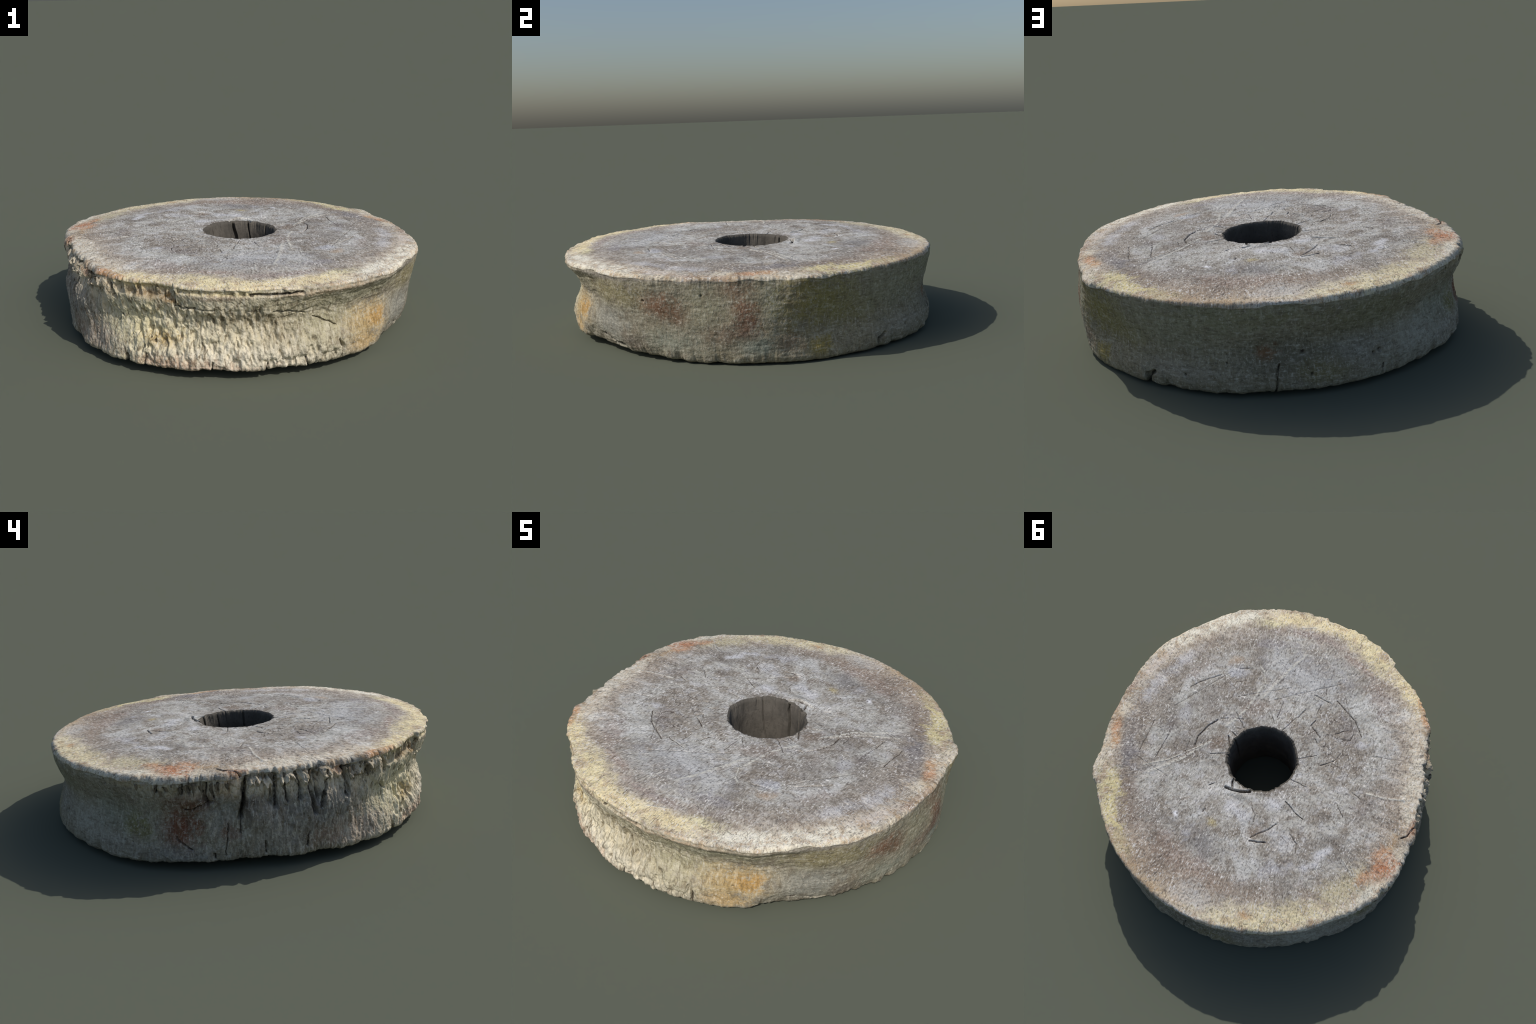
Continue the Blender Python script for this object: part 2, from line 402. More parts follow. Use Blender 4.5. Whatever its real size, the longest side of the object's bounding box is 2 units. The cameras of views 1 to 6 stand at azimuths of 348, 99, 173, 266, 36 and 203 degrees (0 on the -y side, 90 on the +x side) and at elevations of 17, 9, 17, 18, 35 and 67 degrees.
# knob at the lower front right corner, ridge on +x
d += .009 * ss(3.5, -.5, wrapd(aw - 305 - (zw - .06) * 75)) * ss(-9, -3, wrapd(aw - 305 - (zw - .06) * 75)) * ss(.20, .10, zw)
d -= .009 * np.exp(-((wrapd(aw - 28) / 9) ** 2) - ((zw - .16) / .08) ** 2)
d -= .008 * np.exp(-((wrapd(aw - 314) / 5) ** 2)) * ss(.14, .06, zw)
jx = .006 * vnoise(pw * 40, 81); jy = .006 * vnoise(pw * 40, 82)
wl = [([(a * RAD * .95, z) for a, z in pts], wd, dp) for pts, wd, dp in WALL_CRACKS]
d -= polyline_depth(arc + jx, zw + jy, wl)
for a, z, r, dp in PITS:
    d -= dp * np.exp(-(((wrapd(aw - a) * RAD * .95) / r) ** 2 + ((zw - z) / r) ** 2) ** 1.5)
d *= np.minimum(1, np.arange(w.sum())[:, None] / 3.0)
# keep the edge row shared with the face moving with it
disp[w] = d

# underside and bore --------------------------------------------------
u = tag == UNDER
fade = np.sin(np.pi * np.clip(np.arange(u.sum())[:, None] / (u.sum() - 1), 0, 1)) ** .5
disp[u] = (.006 * fbm(P[u] * [5, 5, 3], 3, 91) + .003 * fbm(P[u] * [30, 30, 10], 2, 92)) * fade - .004 * (1 - fade)
b = tag == BORE
pb = P[b]
ab = np.degrees(np.arctan2(pb[..., 1] - HOLE_C[1], pb[..., 0] - HOLE_C[0]))
db = .0050 * fbm(pb * [9, 9, 6], 3, 93) + .0016 * vnoise(np.stack([np.cos(ab * RAD) * 11, np.sin(ab * RAD) * 11, pb[..., 2] * 22], -1), 94)
hgt = np.clip(pb[..., 2] / .45, 0, 1)
for a, hw, dp in BORE_CRACKS:
    dd = np.abs(wrapd(ab - a - 14 * (hgt - 1) + 2.0 * vnoise(pb * 14, 95))) * RAD * HOLE_R
    db -= dp * (1 - ss(.4, 1.1, dd / hw)) * ss(.25, .75, hgt)
disp[b] = db * ss(0, 4, (np.arange(b.sum()) + 1)[:, None]) * ss(0, 4, (b.sum() - np.arange(b.sum()))[:, None])

P = P + Nrm * disp[..., None]
P[..., 2] -= P[..., 2].min()

# ------------------------------------------------------------------ mesh
def make_mesh(name, r0, r1, material):
    """rows r0..r1 inclusive (wrapping) of the closed grid as one mesh"""
    idx = [r % M for r in range(r0, r1 + 1)]
    V = P[idx].reshape(-1, 3)
    m = len(idx)
    i, j = np.meshgrid(np.arange(m - 1), np.arange(N), indexing='ij')
    a = i * N + j; bq = i * N + (j + 1) % N
    c = (i + 1) * N + (j + 1) % N; e = (i + 1) * N + j
    F = np.stack([a, e, c, bq], -1).reshape(-1, 4)
    me = bpy.data.meshes.new(name)
    me.vertices.add(len(V)); me.vertices.foreach_set('co', V.astype(np.float32).ravel())
    me.loops.add(F.size); me.loops.foreach_set('vertex_index', F.astype(np.int32).ravel())
    me.polygons.add(len(F))
    me.polygons.foreach_set('loop_start', np.arange(0, F.size, 4, dtype=np.int32))
    me.polygons.foreach_set('use_smooth', np.ones(len(F), bool))
    me.update(calc_edges=True); me.validate()
    nn = VN[idx].reshape(-1, 3)
    me.normals_split_custom_set_from_vertices(nn.astype(np.float32).tolist())
    me.materials.append(material)
    ob = bpy.data.objects.new(name, me)
    bpy.context.scene.collection.objects.link(ob)
    return ob

VN = grid_normals(P)
if VN[5, 0, 2] < 0:
    VN = -VN

# ------------------------------------------------------------------ materials
def lin(c):
    return tuple((v / 12.92 if v <= .04045 else ((v + .055) / 1.055) ** 2.4) for v in c) + (1.0,)

class Graph:
    def __init__(self, nt):
        self.nt = nt
    def node(self, kind, **kw):
        n = self.nt.nodes.new(kind)
        for k, v in kw.items():
            setattr(n, k, v)
        return n
    def put(self, sock, v):
        if isinstance(v, bpy.types.NodeSocket):
            self.nt.links.new(v, sock)
        elif v is not None:
            sock.default_value = v
    def math(self, op, a, b=None, c=None, clamp=False):
        n = self.node('ShaderNodeMath', operation=op, use_clamp=clamp)
        for s, v in zip(n.inputs, (a, b, c)):
            self.put(s, v)
        return n.outputs[0]
    def vmath(self, op, a, b=None, out=0):
        n = self.node('ShaderNodeVectorMath', operation=op)
        self.put(n.inputs[0], a)
        if b is not None:
            if op == 'SCALE':
                self.put(n.inputs['Scale'], b)
            else:
                self.put(n.inputs[1], b)
        return n.outputs['Value'] if op in ('LENGTH', 'DOT_PRODUCT', 'DISTANCE') else n.outputs[out]
    def noise(self, vec, scale, detail=3, rough=.55, dist=0.0):
        n = self.node('ShaderNodeTexNoise')
        self.put(n.inputs['Vector'], vec); n.inputs['Scale'].default_value = scale
        n.inputs['Detail'].default_value = detail; n.inputs['Roughness'].default_value = rough
        n.inputs['Distortion'].default_value = dist
        return n.outputs['Fac']
    def step(self, x, a, b):
        n = self.node('ShaderNodeMapRange', interpolation_type='SMOOTHSTEP')
        self.put(n.inputs[0], x); self.put(n.inputs[1], a); self.put(n.inputs[2], b)
        return n.outputs[0]
    def mix(self, fac, a, b, mode='MIX'):
        n = self.node('ShaderNodeMix', data_type='RGBA', blend_type=mode, clamp_factor=True)
        self.put(n.inputs[0], fac)
        for s, v in ((n.inputs[6], a), (n.inputs[7], b)):
            self.put(s, lin(v) if isinstance(v, tuple) and len(v) == 3 else v)
        return n.outputs[2]
    def comb(self, x, y, z):
        n = self.node('ShaderNodeCombineXYZ')
        for s, v in zip(n.inputs, (x, y, z)):
            self.put(s, v)
        return n.outputs[0]

def stain_group():
    """soft-edged blotch in polar coordinates (azimuth, q)"""
    g = bpy.data.node_groups.new('polar_stain', 'ShaderNodeTree')
    for nm in ('Az', 'Q', 'Noise', 'Az0', 'Q0', 'WA', 'WQ', 'Breakup', 'Strength'):
        g.interface.new_socket(nm, in_out='INPUT', socket_type='NodeSocketFloat')
    g.interface.new_socket('Fac', in_out='OUTPUT', socket_type='NodeSocketFloat')
    G = Graph(g); i = g.nodes.new('NodeGroupInput'); o = g.nodes.new('NodeGroupOutput'); I = i.outputs
    da = G.math('WRAP', G.math('SUBTRACT', I['Az'], I['Az0']), math.pi, -math.pi)
    da = G.math('DIVIDE', da, I['WA']); dq = G.math('DIVIDE', G.math('SUBTRACT', I['Q'], I['Q0']), I['WQ'])
    d = G.math('SQRT', G.math('ADD', G.math('MULTIPLY', da, da), G.math('MULTIPLY', dq, dq)))
    d = G.math('ADD', d, G.math('MULTIPLY', G.math('SUBTRACT', I['Noise'], .5), G.math('MULTIPLY', I['Breakup'], 2.6)))
    f = G.math('SUBTRACT', 1.0, G.step(d, .15, 1.30))
    g.links.new(G.math('MULTIPLY', f, I['Strength']), o.inputs[0])
    return g

def line_group():
    """tapered line between two points of a plane, joined to the mask so far"""
    g = bpy.data.node_groups.new('groove_line', 'ShaderNodeTree')
    for nm, t in (('P', 'Vector'), ('A', 'Vector'), ('BA', 'Vector'), ('Along', 'Vector'), ('Width', 'Float'), ('Before', 'Float')):
        g.interface.new_socket(nm, in_out='INPUT', socket_type='NodeSocket' + t)
    g.interface.new_socket('Fac', in_out='OUTPUT', socket_type='NodeSocketFloat')
    G = Graph(g); i = g.nodes.new('NodeGroupInput'); o = g.nodes.new('NodeGroupOutput'); I = i.outputs
    pa = G.vmath('SUBTRACT', G.vmath('SCALE', I['P'], G.math('MULTIPLY_ADD', I['Before'], 1e-7, 1.0)), I['A'])
    h = G.math('MULTIPLY', G.vmath('DOT_PRODUCT', pa, I['Along']), 1.0, clamp=True)
    d = G.vmath('DISTANCE', pa, G.vmath('SCALE', I['BA'], h))
    f = G.math('SUBTRACT', 1.0, G.step(G.math('DIVIDE', d, I['Width']), .35, 1.0))
    g.links.new(G.math('MAXIMUM', f, I['Before']), o.inputs[0])
    return g

STAIN = stain_group(); LINE = line_group()

def stain(G, az, q, noise, s, col):
    a0, q0, wa, wq, color, strength, breakup = s
    n = G.node('ShaderNodeGroup'); n.node_tree = STAIN
    for nm, v in (('Az', az), ('Q', q), ('Noise', noise), ('Az0', a0 * RAD), ('Q0', q0), ('WA', wa * RAD), ('WQ', wq),
                  ('Breakup', breakup), ('Strength', strength)):
        G.put(n.inputs[nm], v)
    return G.mix(n.outputs[0], col, color)

def lines_mask(G, p, lines):
    out = 0.0
    for pts, wd in lines:
        for a, b in zip(pts[:-1], pts[1:]):
            n = G.node('ShaderNodeGroup'); n.node_tree = LINE
            v = (b[0] - a[0], b[1] - a[1]); q = v[0] ** 2 + v[1] ** 2
            G.put(n.inputs['P'], p); n.inputs['A'].default_value = (a[0], a[1], 0); n.inputs['BA'].default_value = (v[0], v[1], 0)
            n.inputs['Along'].default_value = (v[0] / q, v[1] / q, 0)
            n.inputs['Width'].default_value = wd; G.put(n.inputs['Before'], out)
            out = n.outputs[0]
    return out

YEL = (.95, .885, .70); CREAM = (.965, .945, .87); ORA = (.78, .585, .43); TAN = (.66, .56, .44); BRN = (.50, .44, .39)
WHT = (.82, .82, .83); DRK = (.38, .37, .38); OLV = (.58, .53, .34); RUS = (.50, .345, .255); GRY = (.56, .56, .57)

FACE_STAINS = [
    # brown halo and bands
    (64, .90, 24, .14, (.60, .53, .46), .75, 1.0), (78, .74, 24, .08, (.58, .50, .44), .7, 1.0), (100, .78, 16, .06, (.60, .53, .46), .6, 1.0),
    (40, .80, 14, .07, (.54, .48, .43), .7, 1.0), (232, .75, 12, .07, (.58, .525, .49), .7, 1.6), (272, .84, 18, .035, (.60, .54, .515), .65, 1.6),
    (250, .80, 10, .03, (.64, .55, .50), .6, 1.0), (309, .65, 5, .04, (.64, .55, .45), .8, .9), (355, .71, 9, .07, (.62, .59, .55), .8, .9),
    (4, .29, 12, .06, (.52, .46, .40), .8, .9), (1, .58, 6, .06, (.44, .41, .40), .7, 1.8), (12, .80, 16, .07, (.50, .475, .46), .7, 1.6),
    (78, .60, 13, .09, (.47, .455, .45), .7, 1.6), (220, .50, 14, .06, (.48, .44, .42), .6, 1.2), (105, .45, 7, .05, (.55, .49, .43), .7, 1.0),
    (325, .70, 8, .05, (.55, .50, .46), .6, 1.2), (300, .32, 24, .06, (.60, .55, .51), .6, 1.0), (20, .78, 8, .07, (.50, .49, .50), .7, 1.2),
    (172, .62, 12, .06, (.54, .50, .47), .6, 1.2), (290, .74, 12, .05, (.54, .52, .53), .6, 1.2), (340, .45, 12, .1, (.60, .57, .54), .5, 1.2),
    # yellow and cream rim
    (283, .93, 16, .06, YEL, .9, 1.0), (261, .95, 16, .065, YEL, .9, 1.0), (247, .91, 12, .085, (.92, .865, .68), .85, 1.2), (229, .93, 11, .055, YEL, .95, 1.0),
    (304, .94, 15, .06, CREAM, .9, 1.0), (322, .93, 12, .05, CREAM, .8, 1.0), (33, .88, 8, .07, (.88, .83, .62), .85, 1.9), (44, .91, 7, .055, (.88, .83, .61), .85, 1.9),
    (55, .93, 7, .05, (.78, .72, .56), .75, 1.8), (118, .91, 24, .08, (.90, .85, .69), .85, 1.3), (142, .86, 12, .085, (.79, .75, .61), .75, 1.4),
    (108, .95, 24, .035, (.92, .87, .71), .8, 1.0), (75, .95, 18, .03, (.78, .70, .58), .7, 1.0), (292, .89, 8, .04, (.90, .87, .70), .7, 1.1), (150, .96, 8, .03, CREAM, .7, 1.0),
    (192, .86, 16, .07, (.86, .83, .76), .75, 1.2), (210, .88, 10, .05, (.90, .86, .78), .75, 1.0), (340, .90, 12, .04, (.86, .82, .78), .7, 1.2),
    # orange iron marks
    (9, .885, 4, .035, ORA, .85, 1.2), (14.5, .865, 3.5, .035, (.80, .62, .44), .75, 1.4), (157, .91, 6, .055, (.77, .49, .31), .85, 1.7), (160, .845, 4.5, .045, ORA, .75, 1.5),
    (150, .88, 4.5, .035, ORA, .75, 1.4), (107, .90, 3, .028, (.78, .60, .42), .7, 1.4), (217, .95, 4, .035, (.80, .58, .38), .8, 1.0), (204, .93, 3, .025, (.76, .52, .33), .8, 1.0),
    (222, .955, 3, .025, (.82, .60, .38), .7, 1.0), (175, .915, 4, .03, (.62, .42, .28), .8, 1.0), (167, .86, 4, .03, (.70, .58, .42), .7, 1.2), (2, .93, 6, .03, (.66, .54, .44), .7, 1.0),
    (352, .92, 5, .025, (.64, .52, .43), .6, 1.0),
    # chalky white
    (57, .59, 1.7, .016, (.93, .93, .94), 1, .3), (84, .35, 8, .055, WHT, .75, 1.4), (124, .29, 13, .045, WHT, .8, 1.2), (124, .51, 8, .07, (.78, .78, .78), .8, 1.6),
    (141, .65, 5, .035, WHT, .85, 1.2), (132, .68, 4, .028, WHT, .85, 1.2), (94, .37, 8, .05, (.78, .78, .79), .7, 1.4), (348, .81, 12, .045, (.80, .80, .81), .65, 1.8),
    (353, .54, 6, .04, (.76, .76, .77), .6, 1.8), (210, .55, 2.5, .05, WHT, .7, 1.0), (70, .62, 4, .03, (.74, .74, .76), .6, 1.2), (330, .80, 9, .04, (.79, .79, .80), .6, 1.8),
    (310, .58, 5, .05, (.70, .71, .74), .6, 1.4), (77, .48, 4.5, .03, (.72, .66, .46), .7, 1.2), (118, .66, 10, .04, (.72, .72, .74), .6, 1.4), (268, .60, 30, .16, (.64, .64, .65), .45, 1.2),
]
WALL_STAINS = [
    # darker olive-brown tone over the +x and +y sides
    (45, .25, 78, .60, (.535, .50, .39), .60, .8), (120, .28, 34, .30, (.555, .52, .42), .45, 1.0),
    # sunlit spongy front
    (250, .24, 48, .34, (.88, .84, .725), .95, .6), (228, .22, 16, .22, (.90, .86, .70), .8, 1.0), (236, .17, 7, .05, (.72, .60, .34), .7, 1.3), (262, .30, 16, .06, (.56, .52, .42), .75, 1.4), (270, .22, 8, .10, (.60, .56, .46), .6, 1.6),
    (258, .10, 40, .07, (.90, .865, .78), .8, 1.0), (240, .07, 14, .045, (.78, .66, .55), .8, 1.0), (250, .055, 20, .03, (.78, .68, .60), .7, 1.0),
    (290, .35, 24, .055, (.60, .59, .49), .8, .9), (275, .36, 14, .045, (.64, .61, .50), .7, 1.0), (285, .25, 12, .06, (.62, .60, .48), .7, 1.0),
    (284, .408, 18, .018, (.80, .71, .60), .8, .8), (256, .425, 16, .012, (.86, .80, .62), .8, .6), (232, .40, 10, .035, (.60, .49, .36), .75, 1.2), (239, .39, 2.5, .04, (.56, .42, .22), .8, .8),
    (252, .405, 9, .016, (.56, .48, .41), .7, .8), (230, .44, 14, .022, (.88, .80, .60), .9, .6), (269, .42, 6, .010, (.36, .31, .29), .7, .6),
    (300, .18, 11, .11, (.74, .63, .42), .8, 1.2), (304, .19, 5, .05, (.72, .56, .31), .8, 1.4), (298, .09, 8, .05, (.76, .64, .44), .8, 1.0),
    (283, .16, 10, .09, (.73, .70, .58), .55, 1.2),
    # +x quarter
    (322, .16, 12, .14, (.56, .56, .53), .8, 1.2), (325, .32, 16, .08, (.56, .52, .36), .7, 1.4), (343, .28, 7, .07, RUS, .8, 1.4), (349, .24, 7, .06, (.47, .35, .27), .8, 1.5),
    (6, .36, 5, .06, (.48, .37, .29), .7, 1.5), (8, .28, 4, .05, RUS, .75, 1.3), (9, .20, 4.5, .09, (.45, .315, .25), .85, 1.5), (2, .15, 8, .06, (.50, .40, .34), .6, 1.3),
    (356, .26, 7, .12, (.60, .60, .50), .5, 1.2), (16, .30, 3.5, .12, (.60, .62, .55), .45, 1.8), (12, .09, 7, .05, (.60, .63, .58), .7, 1.2), (345, .10, 12, .06, (.60, .62, .56), .6, 1.3),
    (332, .08, 6, .06, (.44, .38, .34), .6, 1.5), (25, .28, 11, .13, (.55, .505, .30), .65, 2.4), (33, .29, 10, .11, (.58, .54, .33), .75, 1.6), (42, .22, 10, .09, (.54, .505, .33), .65, 1.6),
    (29, .07, 4, .05, (.62, .55, .28), .8, 1.0), (355, .41, 22, .025, (.58, .55, .54), .7, 1.2), (325, .40, 16, .02, (.62, .59, .57), .6, 1.2), (20, .10, 5, .05, (.48, .38, .30), .6, 1.3),
    # +y side
    (58, .30, 20, .12, (.61, .60, .51), .7, 1.4), (78, .36, 20, .07, (.57, .555, .43), .65, 1.5), (60, .10, 14, .06, (.61, .585, .53), .7, 1.2), (88, .16, 16, .10, (.42, .40, .34), .75, 1.3),
    (83, .19, 3, .04, (.54, .38, .26), .7, 1.2), (97, .10, 8, .06, (.50, .46, .28), .6, 1.3), (108, .17, 10, .09, (.56, .54, .49), .7, 1.2), (112, .32, 14, .10, (.55, .54, .42), .7, 1.2),
    (128, .14, 14, .11, (.66, .645, .585), .8, 1.2), (140, .24, 12, .10, (.56, .57, .50), .6, 1.2), (147, .19, 5, .06, (.50, .48, .26), .7, 1.4), (140, .10, 10, .05, (.63, .61, .56), .6, 1.2),
    # -x side
    (160, .20, 6, .12, (.47, .28, .19), .95, 1.2), (164, .30, 5, .07, (.42, .29, .20), .8, 1.3), (162, .33, 7, .05, (.46, .34, .26), .8, 1.2), (166, .36, 5, .05, (.40, .30, .25), .6, 1.2), (173, .19, 2.2, .06, (.50, .36, .28), .8, 1.0),
    (174, .39, 4.5, .06, (.74, .56, .38), .85, 1.0), (171, .26, 5, .11, (.56, .55, .51), .7, 1.2), (179.5, .33, 3.4, .13, (.27, .20, .165), .85, 1.2), (188, .30, 2.2, .12, (.36, .31, .27), .6, 1.3), (199, .30, 2.4, .13, (.34, .29, .25), .65, 1.3), (168, .36, 4, .05, (.36, .25, .18), .7, 1.3), (186, .20, 9, .16, (.60, .575, .53), .85, 1.2),
    (202, .22, 16, .16, (.55, .53, .50), .85, 1.2), (212, .12, 13, .09, (.74, .67, .60), .85, 1.0), (200, .12, 6, .06, (.56, .46, .38), .6, 1.2), (160, .08, 12, .05, (.56, .56, .55), .6, 1.2),
    (188, .385, 34, .055, (.90, .84, .73), .9, 1.0), (214, .36, 10, .07, (.86, .80, .69), .7, 1.2), (214, .41, 8, .05, (.80, .73, .62), .8, 1.0), (206, .42, 3, .03, (.78, .55, .36), .8, 1.0), (150, .40, 14, .022, (.72, .66, .52), .7, 1.0),  # cream at 188 and 214: sunlight on the ragged fringe, painted lighter
]

def common(nt):
    G = Graph(nt)
    tc = G.node('ShaderNodeTexCoord')
    p = tc.outputs['Object']
    sp = G.node('ShaderNodeSeparateXYZ'); nt.links.new(p, sp.inputs[0])
    x, y, z = sp.outputs
    r = G.math('SQRT', G.math('ADD', G.math('MULTIPLY', x, x), G.math('MULTIPLY', y, y)))
    az = G.math('ARCTAN2', y, x)
    return G, p, x, y, z, r, az

def radius_nodes(G, az):
    """approximate outline radius of the face at an azimuth"""
    R = .9672
    for k, ca, sa in ((1, .0043, .0), (2, -.0277, -.0163), (3, .003, .0097), (4, -.0096, -.0062), (5, .0026, .0052), (6, -.0048, -.0043)):
        t = G.math('MULTIPLY', az, float(k))
        R = G.math('ADD', R, G.math('MULTIPLY', G.math('COSINE', t), ca))
        R = G.math('ADD', R, G.math('MULTIPLY', G.math('SINE', t), sa))
    return R

def bone_face():
    m = bpy.data.materials.new('weathered_bone_face'); m.use_nodes = True
    nt = m.node_tree; nt.nodes.clear()
    G, p, x, y, z, r, az = common(nt)
    big = G.noise(p, 5.0, 4, .6, .6)
    mid = G.noise(p, 17.0, 4, .6, .4)
    fine = G.noise(p, 75.0, 3, .65)
    grit = G.noise(p, 190.0, 2, .6)
    # radial fibre streaks towards the rim
    dirn = G.vmath('NORMALIZE', G.comb(x, y, 0.0))
    fib = G.noise(G.vmath('ADD', G.vmath('SCALE', dirn, 105.0), G.comb(0.0, 0.0, G.math('MULTIPLY', r, 38.0))), 1.0, 3, .6, .5)
    skew = G.node('ShaderNodeMapping'); G.put(skew.inputs['Vector'], p)
    skew.inputs['Rotation'].default_value = (0, 0, math.radians(35)); skew.inputs['Scale'].default_value = (150, 42, 60)
    strk = G.noise(skew.outputs[0], 1.0, 3, .6, .6)
    col = G.mix(G.step(big, .38, .62), (.715, .708, .68), (.60, .572, .53))
    col = G.mix(G.math('MULTIPLY', G.step(mid, .52, .67), .70), col, (.50, .462, .415))
    col = G.mix(G.math('MULTIPLY', G.step(mid, .49, .34), .70), col, (.76, .755, .75))
    rr = G.math('SUBTRACT', radius_nodes(G, az), r)                       # distance in from the edge
    rimd = G.math('ADD', rr, G.math('MULTIPLY', G.math('SUBTRACT', mid, .5), .22))
    halo = G.math('SUBTRACT', 1.0, G.step(rimd, .10, .30))
    col = G.mix(G.math('MULTIPLY', halo, .55), col, (.69, .62, .545))
    rim = G.math('SUBTRACT', 1.0, G.step(rimd, .02, .17))
    col = G.mix(G.math('MULTIPLY', rim, .85), col, (.87, .83, .74))
    patchy = G.noise(p, 3.2, 5, .62, .8)
    col = G.mix(G.math('MULTIPLY', G.step(patchy, .50, .38), .6), col, (.49, .46, .425))
    col = G.mix(G.math('MULTIPLY', G.step(patchy, .55, .65), .6), col, (.85, .852, .84))
    azw = G.math('ADD', az, G.math('MULTIPLY', G.math('SUBTRACT', mid, .5), .12))
    brk = G.math('ADD', G.math('MULTIPLY', mid, .6), G.math('MULTIPLY', fine, .4))
    for s in FACE_STAINS:
        col = stain(G, azw, r, brk, s, col)
    col = G.mix(G.math('MULTIPLY', G.math('MULTIPLY', rim, G.step(brk, .48, .58)), .65), col, (.70, .58, .43))
    # speckle and fibre
    patch = G.step(G.noise(p, 9.0, 3, .6), .42, .62)
    ws = G.math('MULTIPLY', G.step(strk, .565, .645), G.math('ADD', .36, G.math('MULTIPLY', patch, .46)))
    col = G.mix(ws, col, (.88, .87, .855))
    ws2 = G.math('MULTIPLY', G.step(fine, .585, .66), G.math('ADD', .28, G.math('MULTIPLY', patch, .55)))
    col = G.mix(ws2, col, (.91, .90, .885))
    col = G.mix(G.math('MULTIPLY', G.step(strk, .45, .36), .60), col, (.36, .335, .315))
    col = G.mix(G.math('MULTIPLY', G.step(fine, .43, .34), .60), col, (.34, .315, .295))
    rad = G.step(r, .55, .85)
    col = G.mix(G.math('MULTIPLY', G.math('MULTIPLY', G.step(fib, .46, .32), .38), rad), col, (.48, .42, .36))
    col = G.mix(G.math('MULTIPLY', G.math('MULTIPLY', G.step(fib, .54, .68), .40), rad), col, (.94, .92, .86))
    # scratches and cracks
    w1 = G.node('ShaderNodeTexNoise'); G.put(w1.inputs['Vector'], p); w1.inputs['Scale'].default_value = 30; w1.inputs['Detail'].default_value = 3
    off = G.vmath('SCALE', G.vmath('SUBTRACT', w1.outputs['Color'], (.5, .5, .5)), .012)
    pp = G.vmath('MULTIPLY', G.vmath('ADD', p, off), (1, 1, 0))
    sc = lines_mask(G, pp, FACE_SCRATCHES)
    col = G.mix(G.math('MULTIPLY', sc, G.step(fine, .38, .55)), col, (.80, .79, .75))
    ck = lines_mask(G, pp, [(c[0], c[1] * .95) for c in FACE_CRACKS])
    col = G.mix(G.math('MULTIPLY', ck, G.math('MULTIPLY', G.step(fine, .36, .52), .9)), col, (.22, .18, .16))
    # drying checks: short radial splits and a fine branching net near the hole
    chk = G.noise(G.vmath('ADD', G.vmath('SCALE', dirn, 30.0), G.comb(0.0, 0.0, G.math('MULTIPLY', r, 5.0))), 1.0, 2, .5, .3)
    thin = G.math('SUBTRACT', 1.0, G.step(G.math('ABSOLUTE', G.math('SUBTRACT', chk, .5)), .002, .010))
    col = G.mix(G.math('MULTIPLY', G.math('MULTIPLY', thin, G.step(patchy, .48, .40)), .55), col, (.26, .22, .19))
    vo = G.node('ShaderNodeTexVoronoi', feature='DISTANCE_TO_EDGE')
    G.put(vo.inputs['Vector'], G.vmath('ADD', p, G.vmath('SCALE', off, 2.5))); vo.inputs['Scale'].default_value = 13.0
    hair = G.math('MULTIPLY', G.math('SUBTRACT', 1.0, G.step(vo.outputs['Distance'], .008, .030)), G.step(big, .54, .64))
    hair = G.math('MULTIPLY', hair, G.step(r, .70, .45))
    col = G.mix(G.math('MULTIPLY', hair, .75), col, (.26, .22, .20))
    finish(G, col, G.math('ADD', G.math('MULTIPLY', strk, .8), G.math('ADD', G.math('MULTIPLY', fine, .5), G.math('MULTIPLY', grit, .2))), .0038, .9)
    return m

def finish(G, col, height, dist, rough):
    bs = G.node('ShaderNodeBsdfPrincipled'); out = G.node('ShaderNodeOutputMaterial')
    bp = G.node('ShaderNodeBump'); bp.inputs['Strength'].default_value = .8; bp.inputs['Distance'].default_value = dist
    G.put(bp.inputs['Height'], height)
    G.put(bs.inputs['Normal'], bp.outputs[0]); G.put(bs.inputs['Base Color'], col)
    bs.inputs['Roughness'].default_value = rough; bs.inputs['Specular IOR Level'].default_value = .2
    G.nt.links.new(bs.outputs[0], out.inputs[0])

